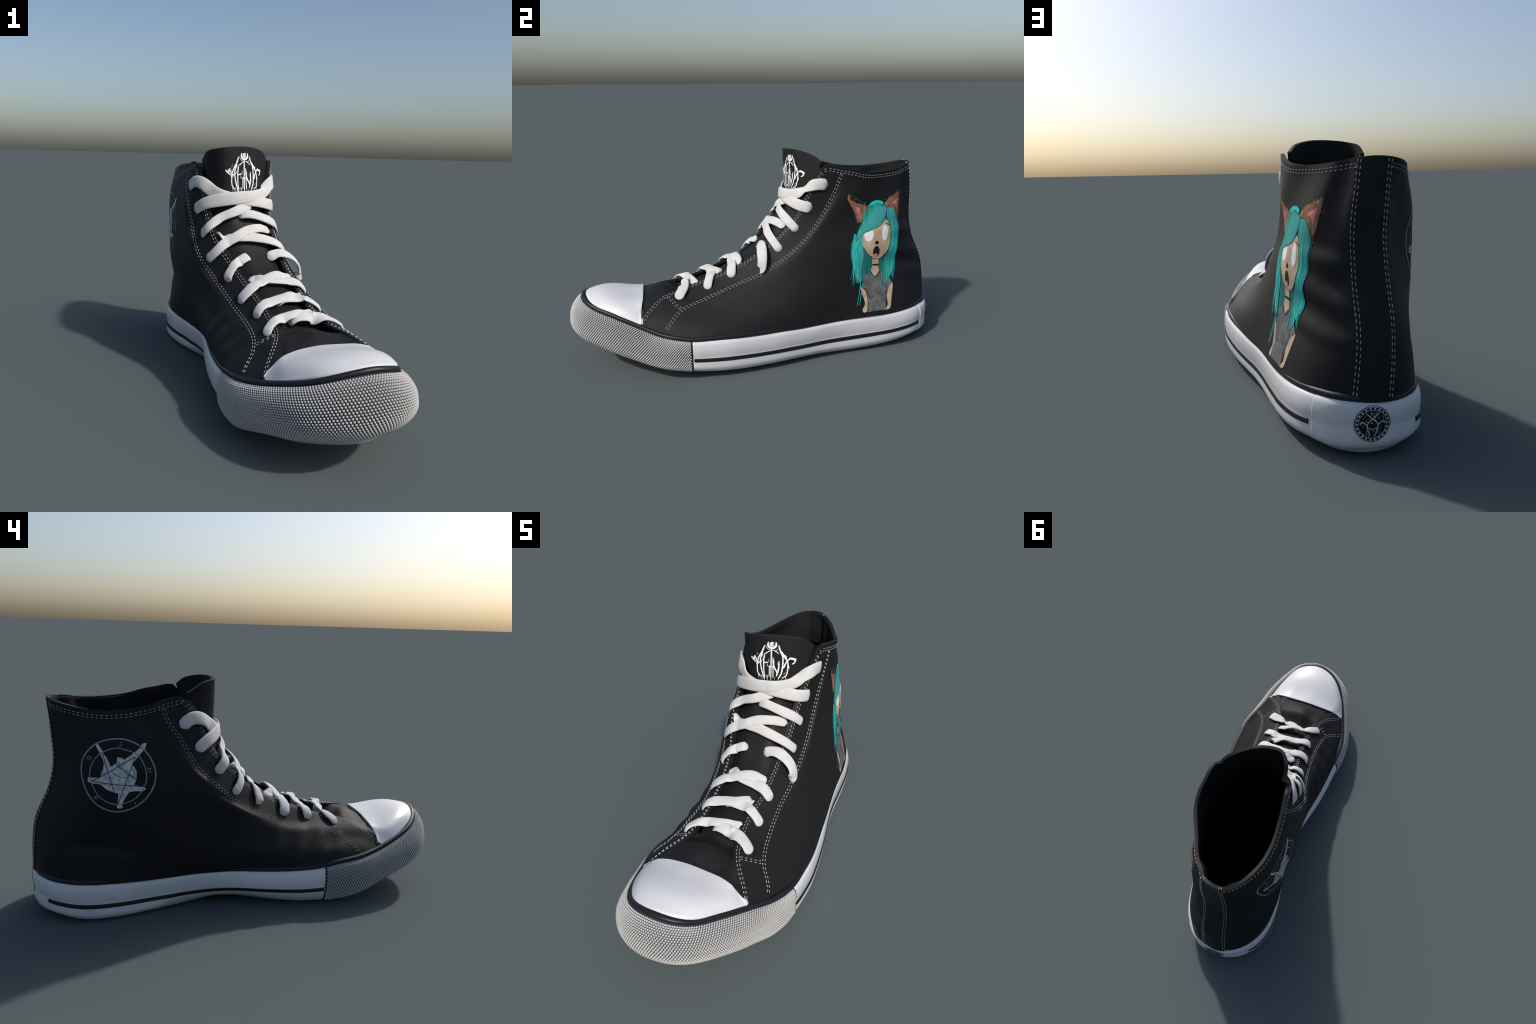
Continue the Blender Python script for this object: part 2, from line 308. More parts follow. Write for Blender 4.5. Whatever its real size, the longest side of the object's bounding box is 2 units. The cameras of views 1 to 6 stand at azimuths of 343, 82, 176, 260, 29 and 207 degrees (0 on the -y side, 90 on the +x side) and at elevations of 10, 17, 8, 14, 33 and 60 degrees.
# studs on the toe bumper in a hexagonal pattern
def studs():
    pitch = .0118; rows = 24
    verts, faces = [], []
    ring = 6
    i0, i1 = SEAM_L - NS + 1.5, SEAM_R - 1.5
    fi = np.linspace(i0, i1, 2000)
    mid = sole_pos(fi, .5); s = np.r_[0, np.cumsum(np.linalg.norm(np.diff(mid, axis=0), axis=1))]
    n = int(s[-1] / pitch)
    vf = np.linspace(.0, 1, 200); prof_line = sole_pos(np.full(200, 30.), vf); pl = np.r_[0, np.cumsum(np.linalg.norm(np.diff(prof_line, axis=0), axis=1))]; pl /= pl[-1]
    for r in range(rows):
        v = float(np.interp(.05 + (r + .5) / rows * .93, pl, vf))
        for k in range(n):
            x = (k + .5 * (r % 2) + .25) * s[-1] / n
            i = float(np.interp(x, s, fi))
            p = sole_pos(i, v, .0025); a = sole_pos(i + .8, v, .0025) - sole_pos(i - .8, v, .0025); b = sole_pos(i, min(v + .02, 1), .0025) - sole_pos(i, v - .02, .0025)
            a /= np.linalg.norm(a); nn = np.cross(a, b); nn /= np.linalg.norm(nn); b = np.cross(nn, a)
            if nn @ OUT[int(i) % NS] < 0: nn = -nn
            base = len(verts); rad = pitch * .41
            for rr, hh in ((1, -.001), (.72, .0026)):
                for q in range(ring):
                    t = 2 * math.pi * (q + .5) / ring
                    verts.append(p + (a * math.cos(t) + b * math.sin(t)) * rad * rr + nn * hh)
            verts.append(p + nn * .0042)
            for q in range(ring):
                w = (q + 1) % ring
                faces += [(base + q, base + w, base + ring + w, base + ring + q), (base + ring + q, base + ring + w, base + 2 * ring)]
    return add('bumper_studs', verts, faces, STUD, bumper, kind='stuff')
studs()
# black welt cord on top of the rubber
def welt():
    n = NS; prof2 = [(-.016, -.010), (.0005, -.006), (.003, .001), (.003, .008), (.0, .014), (-.008, .018), (-.020, .012)]
    front = 1 - smooth(WL[:, 1], -.55, -.1)
    P = np.stack([WL + OUT * (o - .004) + np.array([0, 0, 1]) * (z * (1 - .22 * front))[:, None] for o, z in prof2], 1)
    return add('welt_strip', P.reshape(-1, 3), grid_faces(n, len(prof2), True), WELT)
welt()

# ---------------------------------------------------------------- upper
def solve_t(u, f):
    """first t on rib u where f(point) turns positive"""
    t = np.linspace(0, 1, 1200); out = []
    for x in np.atleast_1d(u):
        g = f(UP.pos(x, t)); k = np.argmax(g > 0); out.append(t[k] if k > 0 else 0.)
    return np.array(out)
def cap_edge(p):          # back edge of the toe cap
    return p[:, 1] - np.interp(p[:, 0], [-.26, -.24, -.17, -.1, 0, .15, .3], [-.668, -.664, -.646, -.633, -.625, -.619, -.627])
uc = np.linspace(IL, 22 + IR, 150)
tc_ = np.maximum(solve_t(uc, cap_edge), .004)
k = np.linspace(0, 1, 60)[None]
d = -.012 + .013 * smooth(k, 0, .14) + .004 * smooth(k, .8, 1.0)
P = UP.off(uc[:, None], tc_[:, None] * k, d + 0 * tc_[:, None])
Z = P[:, :, 2].copy()
for _ in range(160):                               # moulded rubber: even out the height of the cap and of its back edge
    Q = Z.copy(); Q[1:-1, 10:-1] += .5 * ((Z[2:, 10:-1] + Z[:-2, 10:-1] + Z[1:-1, 11:] + Z[1:-1, 9:-2]) / 4 - Z[1:-1, 10:-1])
    Q[3:-3, -1] += .5 * ((Z[4:-2, -1] + Z[2:-4, -1]) / 2 - Z[3:-3, -1]); Z = Q
P[:, :, 2] = Z + .003 * smooth(k, .1, .5)
toe_cap = sheet('toe_cap', P, CAPW, .012, .0045)
tt_ = solve_t(uc, lambda p: p[:, 1] + .435)
tv = tc_[:, None] * .85 + (tt_ - tc_ * .85)[:, None] * k
yy = UP.pos(uc[:, None], tv)[..., 1]
P = UP.off(uc[:, None], tv, -.004 - .034 * smooth(yy, -.52, -.44))     # rolls down into the hollow under the first lace
vamp = sheet('vamp', P, CANVAS, .010, .003)

def panel(u0, u1, n, name, d=0., th=.016, bev=.0072, t0=0., mat=CANVAS, t1=1.0):
    u = np.linspace(u0, u1, n)[:, None]; t = np.linspace(t0, t1, 170)[None]
    p = UP.pos(u, t); under = smooth(-cap_edge(p.reshape(-1, 3)).reshape(p.shape[:2]), -.004, .012)     # tucks under the toe cap
    return sheet(name, UP.off(u, t, d - .016 * under), mat, th, bev)
side_r = panel(CR2, HR + .1, 190, 'side_panel')
side_l = panel(HL - .1, CL2, 190, 'side_panel')
heel = panel(HR - .1, HL + .1, 40, 'heel_strip', .0035, .02, .004)
# insole, and the loose lining that hangs inside the collar
ui = np.arange(0, 22, .25)
ring = UP.off(ui, .05, -.014 + 0 * ui); cen = ring.copy(); cen[:, 0] = np.interp(ring[:, 1], [-1, -.4, .2, 1], [.03, .02, -.03, -.15])
floor = np.interp(ring[:, 1], [-1, -.8, -.5, -.2, .6, .85, 1], [.24, .18, .07, .02, .018, .05, .08])
P = np.stack([ring] + [np.c_[(ring * (1 - f) + cen * f)[:, :2], floor] for f in (.3, .6, .98)], 1)
add('insole', P.reshape(-1, 3), grid_faces(len(ui), 4, True), LINING)
ul_ = np.linspace(CR2 + .35, CL2 - .35, 260); rag = .74 + .04 * np.sin(ul_ * 1.3) + np.repeat(rng.normal(0, .010, 65), 4)
kk = np.linspace(0, 1, 24)[None]
tl = .992 + (rag - .992)[:, None] * kk
P = UP.off(ul_[:, None], tl, -.0165 - .020 * smooth(kk, 0, .7) + 0 * tl)
sheet('lining', P, LINING, -.003)

# ---------------------------------------------------------------- tongue
TONGUE_TOP = [(.068,.318,1.028),(.045,.287,1.055),(-.02,.229,1.078),(-.11,.174,1.083),(-.195,.160,1.075),(-.25,.215,1.060),(-.265,.285,1.018)]
def tongue_ribs():
    us = [22 + IR - .3, 22 + CR2 + .1, 22 + CR1, 22 + C, CL1, CL2 - .1, IL + .3]
    dd = [-.028, -.027, -.022, -.021, -.022, -.027, -.028]
    front = [.46, .46, .45, .45, .45, .46, .46]
    R = []
    for u, d0, top, fr in zip(us, dd, TONGUE_TOP, front):
        t0 = solve_t(u, lambda p: p[:, 1] + fr)[0]
        edge = abs(u - 22) > 1.5
        t = np.linspace(t0, .88 if edge else .90, 30)
        q = UP.off(u, t, d0 + 0 * t); q = UP.off(u, t, d0 - .03 * (1 - smooth(q[:, 1], -.45, -.37)))
        q = q[::3]
        R.append(catmull(np.vstack([q, top]), NT))
    return np.array(R)
TR = across(tongue_ribs(), 14, closed=False)
for _ in range(10):
    Q = TR.copy(); Q[1:-1, 1:-1] += .5 * ((TR[2:, 1:-1] + TR[:-2, 1:-1] + TR[1:-1, 2:] + TR[1:-1, :-2]) / 4 - TR[1:-1, 1:-1]); TR = Q
TG = Sheet(TR[::-1].copy(), 14, closed=False)
if TG.nor(3, .5)[1] > 0: TG = Sheet(TR.copy(), 14, closed=False)
tongue = sheet('tongue', TG.P[:, ::2], CANVAS, .016, .006)

# ---------------------------------------------------------------- surface lookup
def tree_of(*objs):
    V, F = [], []
    for o in objs:
        k = len(V); V += [v.co.copy() for v in o.data.vertices]; F += [tuple(i + k for i in p.vertices) for p in o.data.polygons]
    return BVHTree.FromPolygons(V, F)
BODY = tree_of(side_r, side_l, tongue, vamp)
SIDES = tree_of(side_r, side_l, heel)

# ---------------------------------------------------------------- laces
def unit(a): return a / np.maximum(np.linalg.norm(a, axis=-1, keepdims=True), 1e-9)
def lace(points, width=.046, thick=.013, lifts=None, snap=True, twist=None):
    width *= 1.08; q = catmull(points, 56); n = len(q)
    lf = np.zeros(n) if lifts is None else np.interp(np.linspace(0, 1, n), np.linspace(0, 1, len(lifts)), lifts)
    N = np.zeros_like(q); C0 = q.copy()
    for i, p in enumerate(q):
        loc, nor, _, dist = BODY.find_nearest(Vector(p))
        N[i] = nor
        if N[i] @ np.array([-.1 - p[0], .4 - p[1], .3 - p[2]]) > 0: N[i] = -N[i]
        if snap: C0[i] = np.array(loc)
    for _ in range(14):
        M = N.copy(); M[1:-1] = (N[2:] + N[:-2] + 2 * N[1:-1]) / 4; N = unit(M)
    if snap:
        x = np.linspace(0, 1, n); ends = (1 - smooth(np.minimum(x, 1 - x), 0, .16))[:, None]
        low = C0 + N * (thick * .5 + .001)
        S = low * ends + q * (1 - ends)
        up = ((S - low) * N).sum(1); S = S + N * (np.maximum(0, -up) + lf * .6)[:, None]
        for _ in range(6):
            M = S.copy(); M[1:-1] = (S[2:] + S[:-2] + 2 * S[1:-1]) / 4; S = M
        C0 = S
    T = unit(np.gradient(C0, axis=0)); B = unit(np.cross(N, T)); N = unit(np.cross(T, B))
    if twist is not None:
        tw = np.radians(np.interp(np.linspace(0, 1, n), np.linspace(0, 1, len(twist)), twist))[:, None]
        B, N = B * np.cos(tw) + N * np.sin(tw), N * np.cos(tw) - B * np.sin(tw)
    s = np.r_[0, np.cumsum(np.linalg.norm(np.diff(C0, axis=0), axis=1))]; L = s[-1]
    r = width * .42
    e = np.minimum(s, L - s); cap = np.sqrt(np.clip(1 - (1 - np.minimum(e / r, 1)) ** 2, .04, 1))
    sink = (1 - smooth(e, 0, .022)) * .008
    C0 = C0 - N * sink[:, None]
    wob = 1 + .05 * np.sin(np.linspace(0, 9, n) + L * 40)
    m = 18; a = np.arange(m) / m * 2 * np.pi
    cx = np.sign(np.cos(a)) * np.abs(np.cos(a)) ** .75; cy = np.sign(np.sin(a)) * np.abs(np.sin(a)) ** .8
    V = C0[:, None] + B[:, None] * (cx[None, :, None] * (width / 2 * cap * wob)[:, None, None]) + N[:, None] * ((cy * (1 - .12 * cx ** 2))[None, :, None] * (thick / 2 * np.sqrt(cap))[:, None, None])
    F = []
    for i in range(n - 1):
        for j in range(m):
            k = (j + 1) % m; F.append((i * m + j, i * m + k, (i + 1) * m + k, (i + 1) * m + j))
    F += [tuple(range(m))[::-1], tuple((n - 1) * m + j for j in range(m))]
    return add('shoelace', V.reshape(-1, 3), F, LACE)

# top crossing: inner second eyelet over to outer first, inner first under to outer second
lace([(-.31,.246,.776),(-.272,.191,.814),(-.199,.152,.834),(-.123,.141,.845),(-.03,.166,.852),(.025,.217,.866),(.055,.258,.892),(.089,.285,.92),(.101,.35,.918)], .054, .014, [0,.002,.008,.012,.012,.012,.008,.004,0])
lace([(-.324,.314,.878),(-.305,.27,.915),(-.269,.214,.906),(-.235,.185,.874),(-.19,.155,.85),(-.12,.14,.838),(-.063,.147,.834),(-.004,.167,.824),(.055,.207,.808),(.087,.271,.795)], .054, .014, [0,.002,.004,.004,0,0,.002,.004,.004,0])
# second crossing
lace([(-.296,.154,.669),(-.262,.116,.714),(-.202,.129,.754),(-.148,.120,.778),(-.088,.135,.803),(-.05,.146,.825)], .042, .014, [0,.004,.010,.008,.002,-.004])
lace([(.092,.193,.679),(.06,.153,.722),(-.006,.126,.753),(-.055,.118,.768),(-.12,.119,.776)], .042, .014, [0,.008,.008,.006,.0])
# third crossing
lace([(-.283,.071,.565),(-.239,.041,.612),(-.193,.054,.646),(-.143,.05,.674),(-.09,.069,.7),(-.038,.085,.708),(.03,.125,.70)], .044, .014, [0,.006,.014,.010,.006,.002,-.006])
lace([(.108,.101,.577),(.059,.061,.633),(-.013,.046,.661),(-.08,.049,.672),(-.139,.048,.673),(-.198,.069,.668),(-.222,.1,.69)], .042, .014, [0,.006,.006,.002,0,0,-.006])
# fourth row: two loose ends
lace([(-.221,-.06,.493),(-.199,-.051,.533),(-.151,-.024,.573),(-.096,-.014,.603)], .042, .015, [0,.006,.004,0])
lace([(-.012,-.01,.582),(.02,.0,.598),(.055,.003,.603),(.11,.002,.58),(.142,.0,.54),(.146,-.006,.50),(.128,-.014,.484)], .048, .013, snap=False)
# fifth to seventh crossings
lace([(-.197,-.18,.428),(-.162,-.188,.465),(-.103,-.162,.493),(-.04,-.139,.518),(.002,-.127,.524),(.045,-.120,.508),(.066,-.124,.505)], .048, .015, [0,.006,.008,.012,.012,.008,.0])
lace([(.122,-.163,.453),(.082,-.156,.492),(.027,-.149,.502),(-.016,-.152,.509),(-.077,-.142,.515),(-.125,-.112,.516)], .046, .014, [0,.006,.008,.002,0,-.004])
lace([(-.163,-.314,.398),(-.13,-.302,.434),(-.063,-.273,.448),(-.004,-.259,.459),(.055,-.212,.463)], .046, .014, [0,.006,.008,.008,.0])
lace([(.143,-.29,.404),(.105,-.278,.434),(.048,-.262,.446),(-.013,-.266,.454),(-.06,-.272,.448)], .044, .014, [0,.006,.010,.004,0])
lace([(-.16,-.459,.371),(-.131,-.43,.393),(-.073,-.392,.405),(-.02,-.384,.415),(.062,-.352,.414)], .040, .014, [0,.006,.012,.016,.002])
lace([(.18,-.44,.372),(.135,-.418,.396),(.067,-.399,.403),(.012,-.398,.410),(-.047,-.395,.408)], .050, .014, [0,.006,.012,.010,.004])

# ---------------------------------------------------------------- stitching
SV, SF = [], []
def dash(p, t, n, length, w=.0031, h=.002):
    t = t / np.linalg.norm(t); b = np.cross(n, t); b /= np.linalg.norm(b); base = len(SV)
    for f, sc in ((-.5, .45), (-.36, 1), (.36, 1), (.5, .45)):
        for x, y in ((-.5, -.3), (-.36, .7), (0, 1), (.36, .7), (.5, -.3)):
            SV.append(p + t * f * length + b * x * w * sc + n * y * h * sc)
    for i in range(3):
        for j in range(4):
            SF.append((base + i * 5 + j, base + i * 5 + j + 1, base + (i + 1) * 5 + j + 1, base + (i + 1) * 5 + j))
    SF.append(tuple(base + j for j in range(5))[::-1]); SF.append(tuple(base + 15 + j for j in range(5)))
def stitch(u, t, period=.0195, fill=.55, d=0., gap=.0058, rows=(-1, 1)):
    P = UP.pos(u, t) ; N = UP.nor(u, t)
    T = unit(np.gradient(P, axis=0)); B = np.cross(N, T)
    for r in rows:
        Q = P + B * gap * r + N * d
        s = np.r_[0, np.cumsum(np.linalg.norm(np.diff(Q, axis=0), axis=1))]
        k = max(1, int(s[-1] / period))
        for x in (np.arange(k) + .5 + .12 * (r > 0)) * s[-1] / k:
            g = lambda A: np.array([np.interp(x, s, A[:, j]) for j in range(3)])
            p = g(Q); dash(p, g(T), unit(g(N)), period * fill * rng.uniform(.9, 1.08))
def rim_t(u, depth):
    """t at a given distance below the collar"""
    out = []; depth = np.broadcast_to(depth, np.shape(u))
    for x, dep in zip(u, depth):
        t = np.linspace(1, .85, 60); q = UP.pos(x, t); s = np.r_[0, np.cumsum(np.linalg.norm(np.diff(q, axis=0), axis=1))]
        out.append(np.interp(dep, s, t))
    return np.array(out)
tt = np.linspace(0, 1, 400)
def span(rib, lo, hi): t = np.linspace(lo, hi, 400); return np.full(400, float(rib)), t
t_top_r = rim_t([IR + .0], .045)[0]; t_top_l = rim_t([IL], .045)[0]
stitch(*span(IR, .012, t_top_r)); stitch(*span(IL, .012, t_top_l))
stitch(*span(OR, .02, rim_t([OR], .034)[0])); stitch(*span(OL, .02, rim_t([OL], .034)[0]))
stitch(*span(HR, .01, .995), period=.021, d=.004); stitch(*span(HL, .01, .995), period=.021, d=.004)
ur = np.linspace(IR + .25, HR - .12, 300); stitch(ur, rim_t(ur, .028))
ul = np.linspace(HL + .12, IL - .25, 300); stitch(ul, rim_t(ul, .028))
for (ua, ub, da, db) in ((IR, IR + .25, .045, .028), (IL, IL - .25, .045, .028)):
    f = np.linspace(0, 1, 30); u = ua + (ub - ua) * f ** 1.6; stitch(u, rim_t(u, da + (db - da) * f ** .6))
def bar(ra, rb, ya, yb):
    ta = solve_t(ra, lambda p: p[:, 1] - ya)[0]; tb = solve_t(rb, lambda p: p[:, 1] - yb)[0]; f = np.linspace(.06, .94, 60)
    stitch(ra + (rb - ra) * f, ta + (tb - ta) * f)
bar(IR, OR, -.498, -.418); bar(IL, OL, -.478, -.452)
# threads running over the collar at the heel strip
for r in (HR, HL):
    for g in (-1, 1):
        P = UP.pos(r, np.array([.97, .99, 1.0])); N = UP.nor(r, 1.0); T = unit(P[2] - P[1]); B = np.cross(N, T)
        dash(P[2] + B * .0052 * g - N * .008 - T * .0005, -N, T, .011)
add('stitching', SV, SF, THREAD, kind='stuff')

# ---------------------------------------------------------------- prints
def project(pts, side, layer):
    out = []
    for y, z in pts:
        hit, nor, _, _ = SIDES.ray_cast(Vector((side * 2.0, y, z)), Vector((-side, 0, 0)))
        if hit is None: hit, nor, _, _ = SIDES.find_nearest(Vector((side * .3, y, z)))
        nor = np.array(nor); nor = nor if nor[0] * side > 0 else -nor
        out.append(np.array(hit) + nor * (.0008 + .0003 * layer))
    return out
def patch(name, outline, side, layer, mat, parent, curve=True, step=.010):
    o = np.array(outline)
    if curve: o = catmull(o, max(40, 5 * len(o)) + 1, closed=True)[:-1]
    n = len(o); x0, y0 = o.min(0); x1, y1 = o.max(0)
    pts = [Vector(p) for p in o]
    for a in np.arange(x0 + step / 2, x1, step):
        for b in np.arange(y0 + step / 2, y1, step):
            if np.min(np.hypot(o[:, 0] - a, o[:, 1] - b)) > step * .35: pts.append(Vector((a, b)))
    v, _, f, *_ = delaunay_2d_cdt(pts, [(i, (i + 1) % n) for i in range(n)], [], 1, 1e-6)
    v3 = project([(p.x, p.y) for p in v], side, layer)
    return add(name, v3, f, mat, parent)
def ribbon2(line, w0, w1=None, n=24, curve=True):
    q = np.array(line, float); q = catmull(q, n) if (curve and len(q) > 2) else np.stack([np.interp(np.linspace(0, 1, n), np.linspace(0, 1, len(q)), q[:, j]) for j in (0, 1)], 1)
    t = unit(np.gradient(q, axis=0)); nrm = np.stack([-t[:, 1], t[:, 0]], 1); w = np.linspace(w0, w0 if w1 is None else w1, n)[:, None] / 2
    return q + nrm * w, q - nrm * w
def strokes(name, lines, side, layer, mat, parent):
    V, F = [], []
    for ln in lines:
        a, b = ribbon2(ln[0], *ln[1:]); k = len(V); n = len(a)
        V += project(a, side, layer) + project(b, side, layer)
        F += [(k + i, k + i + 1, k + n + i + 1, k + n + i) for i in range(n - 1)]
    return add(name, V, F, mat, parent)
def oval(cx, cz, rx, rz, n=28):
    a = np.arange(n) / n * 2 * np.pi; return np.c_[cx + rx * np.cos(a), cz + rz * np.sin(a)]

# star emblem with a goat's head, inner side
PALE = material('pale_print', (.50, .51, .525), .75, .2, .28, 60)
PALE_LINE = material('pale_print_line', (.24, .25, .265), .75, .2, .15, 30)
INK = material('dark_print_line', (.035, .038, .042), .75, .2)
RING_OUT = [(.575,.838),(.656,.821),(.707,.775),(.731,.721),(.728,.645),(.689,.567),(.636,.532),(.579,.523),(.505,.547),(.445,.607),(.423,.68),(.437,.741),(.481,.801),(.527,.828)]
RING_IN = [(.586,.799),(.648,.777),(.679,.739),(.697,.686),(.69,.641),(.661,.59),(.619,.562),(.578,.556),(.513,.579),(.472,.63),(.461,.677),(.474,.734),(.5,.771),(.547,.792)]
STAR = [(.64,.778),(.506,.763),(.468,.632),(.583,.555),(.69,.653)]
HEAD = [(.65,.681),(.642,.706),(.62,.72),(.602,.723),(.582,.74),(.581,.761),(.558,.757),(.553,.75),(.523,.77),(.487,.798),(.478,.816),(.46,.818),(.465,.796),(.509,.744),(.518,.73),(.502,.701),(.503,.67),(.513,.64),(.487,.635),(.474,.636),(.465,.622),(.48,.611),(.511,.614),(.536,.608),(.553,.581),(.566,.557),(.563,.541),(.575,.536),(.588,.542),(.584,.559),(.579,.604),(.596,.608),(.63,.622),(.652,.642),(.684,.643),(.706,.647),(.707,.664),(.702,.669),(.68,.669),(.654,.672)]
HORN = [(.661,.821),(.656,.815),(.641,.79),(.619,.749),(.611,.723),(.637,.707),(.636,.74),(.653,.781),(.665,.81)]
emblem = patch('goat_star_emblem', HEAD, -1, 1, PALE, THING, curve=False)
patch('emblem_horn', HORN, -1, 1, PALE, emblem)
ring_line = lambda r, w: (catmull(np.array(r), 120, closed=True), w, w, 160)
strokes('emblem_ring', [ring_line(RING_OUT, .0065), ring_line(RING_IN, .0045)], -1, 2, PALE_LINE, emblem)
strokes('emblem_star_line', [([STAR[i], STAR[(i + 2) % 5]], .0034, .0034, 60) for i in range(5)], -1, 3, INK, emblem)
strokes('emblem_rune', [([(.706,.747),(.696,.762),(.69,.751),(.7,.746),(.685,.754)], .003), ([(.576,.813),(.57,.805),(.559,.815)], .003), ([(.569,.821),(.561,.824)], .003), ([(.459,.709),(.442,.71),(.451,.698),(.44,.692)], .003),
    ([(.689,.584),(.672,.577),(.666,.59),(.677,.587),(.672,.576)], .003), ([(.514,.562),(.508,.563),(.512,.554)], .003), ([(.510,.548),(.508,.546)], .003)], -1, 2, PALE_LINE, emblem)
face_lines = [([(.605,.70),(.59,.685),(.57,.676),(.545,.672)], .002), ([(.592,.69),(.584,.681)], .004), ([(.53,.685),(.518,.676),(.512,.672)], .003), ([(.52,.715),(.512,.69),(.516,.672)], .002), ([(.575,.745),(.573,.728)], .002)]
for _ in range(26):
    a, b = rng.uniform(.52, .64), rng.uniform(.62, .715); face_lines.append(([(a, b), (a - rng.uniform(.004, .012), b - rng.uniform(0, .006))], .0013, .0008, 5))
strokes('emblem_sketch_line', face_lines, -1, 3, INK, emblem)

# figure print, outer side: a plain stand-in of the same size and colours
def streaked(name, dark, light, scale=(70, 70, 6)):
    m = material(name, light, .75, .2); nt = m.node_tree; b = nt.nodes['Principled BSDF']
    tc = nt.nodes.new('ShaderNodeTexCoord'); mp = nt.nodes.new('ShaderNodeMapping'); mp.inputs['Scale'].default_value = scale
    nz = nt.nodes.new('ShaderNodeTexNoise'); nz.inputs['Scale'].default_value = 1.0; nz.inputs['Detail'].default_value = 3
    rp = nt.nodes.new('ShaderNodeValToRGB'); rp.color_ramp.elements[0].position = .32; rp.color_ramp.elements[1].position = .68
    rp.color_ramp.elements[0].color = (*dark, 1); rp.color_ramp.elements[1].color = (*light, 1)
    nt.links.new(tc.outputs['Object'], mp.inputs['Vector']); nt.links.new(mp.outputs['Vector'], nz.inputs['Vector']); nt.links.new(nz.outputs['Fac'], rp.inputs['Fac']); nt.links.new(rp.outputs['Color'], b.inputs['Base Color'])
    return m
HAIR_D = streaked('dark_teal_print', (.012, .10, .095), (.018, .19, .175))
HAIR = streaked('teal_print', (.018, .22, .20), (.045, .42, .38))
HAIR_L = material('light_teal_print', (.10, .50, .46), .75, .2)
HAIR_B = material('bright_teal_print', (.02, .56, .53), .75, .2)
SKIN = streaked('tan_print', (.42, .30, .205), (.56, .43, .315), (20, 20, 20))
FUR = streaked('brown_print', (.13, .065, .035), (.36, .19, .105), (90, 90, 20))
PINK = material('pink_print', (.58, .19, .20), .75, .2)
SHIRT = streaked('grey_print', (.085, .085, .088), (.16, .16, .165), (22, 22, 16))
EYE = material('white_print', (.78, .78, .79), .75, .2)
DARK = material('black_print', (.012, .011, .011), .75, .2)
fig = patch('figure_print', [(.569,.795),(.595,.812),(.632,.814),(.665,.80),(.687,.782),(.718,.776),(.746,.745),(.765,.69),(.766,.60),(.750,.529),(.734,.454),(.718,.40),(.675,.40),(.64,.415),(.612,.41),(.56,.41),(.535,.39),(.509,.39),(.494,.42),(.481,.492),(.471,.55),(.479,.611),(.504,.65),(.532,.709),(.553,.769)], 1, 0, HAIR_D, THING)
patch('print_ear', [(.46,.865),(.45,.843),(.475,.802),(.503,.749),(.515,.71),(.534,.714),(.553,.769),(.569,.793),(.54,.805),(.498,.821),(.469,.836)], 1, 1, FUR, fig, curve=False)
patch('print_ear', [(.776,.857),(.772,.80),(.768,.742),(.752,.70),(.742,.748),(.716,.778),(.679,.786),(.67,.80),(.70,.826),(.735,.838)], 1, 1, FUR, fig, curve=False)
patch('print_ear_lining', [(.492,.802),(.527,.787),(.519,.771),(.523,.747),(.505,.773)], 1, 2, PINK, fig, curve=False)
patch('print_ear_lining', [(.760,.822),(.759,.762),(.735,.791),(.714,.793)], 1, 2, PINK, fig, curve=False)
patch('print_arm', [(.529,.367),(.558,.343),(.577,.296),(.569,.238),(.547,.228),(.539,.242),(.554,.272),(.538,.333)], 1, 1, SKIN, fig)
patch('print_arm', [(.704,.349),(.728,.364),(.719,.28),(.705,.228),(.664,.230),(.69,.243),(.691,.302)], 1, 1, SKIN, fig)
patch('print_shirt', [(.548,.418),(.589,.44),(.616,.406),(.646,.431),(.695,.406),(.728,.364),(.705,.343),(.691,.302),(.684,.25),(.681,.228),(.563,.228),(.577,.296),(.559,.349),(.538,.369)], 1, 2, SHIRT, fig, curve=False)
patch('print_neck', [(.60,.522),(.64,.515),(.64,.462),(.646,.434),(.616,.407),(.589,.442),(.60,.468)], 1, 3, SKIN, fig, curve=False)
patch('print_face', [(.544,.675),(.563,.707),(.632,.715),(.681,.715),(.703,.679),(.708,.61),(.692,.548),(.652,.508),(.621,.505),(.579,.534),(.546,.577),(.537,.63)], 1, 4, SKIN, fig)
patch('print_eye', oval(.577,.644,.0275,.035), 1, 5, EYE, fig); patch('print_eye', oval(.673,.646,.018,.042), 1, 5, EYE, fig)
patch('print_nose', oval(.624,.598,.0115,.010), 1, 5, DARK, fig); patch('print_mouth', oval(.622,.549,.020,.031), 1, 5, DARK, fig); patch('print_tongue', oval(.619,.529,.012,.011), 1, 6, PINK, fig)
patch('print_hair', [(.685,.776),(.676,.73),(.65,.694),(.596,.671),(.54,.652),(.502,.618),(.474,.59),(.509,.649),(.533,.699),(.549,.759),(.57,.786),(.61,.803),(.654,.794)], 1, 7, HAIR, fig)
patch('print_hair', [(.683,.775),(.716,.776),(.743,.744),(.760,.675),(.758,.578),(.74,.477),(.714,.41),(.674,.362),(.670,.428),(.676,.502),(.701,.548),(.712,.609),(.708,.683),(.690,.719)], 1, 6, HAIR, fig)
patch('print_hair', [(.54,.652),(.503,.622),(.477,.563),(.49,.481),(.508,.411),(.530,.392),(.536,.42),(.538,.483),(.546,.532),(.537,.63)], 1, 6, HAIR, fig)
patch('print_hair_band', [(.570,.793),(.589,.814),(.630,.821),(.664,.806),(.657,.797),(.627,.805),(.594,.799)], 1, 8, HAIR_B, fig)
gloss = []
for k in range(12):
    f = k / 11; gloss.append(([(.682 - .05 * f, .772 + .02 * f), (.655 - .06 * f, .725 + .035 * f), (.585 - .035 * f, .685 + .03 * f), (.53 - .0 * f, .655 + .03 * f)], .0022, .0008))
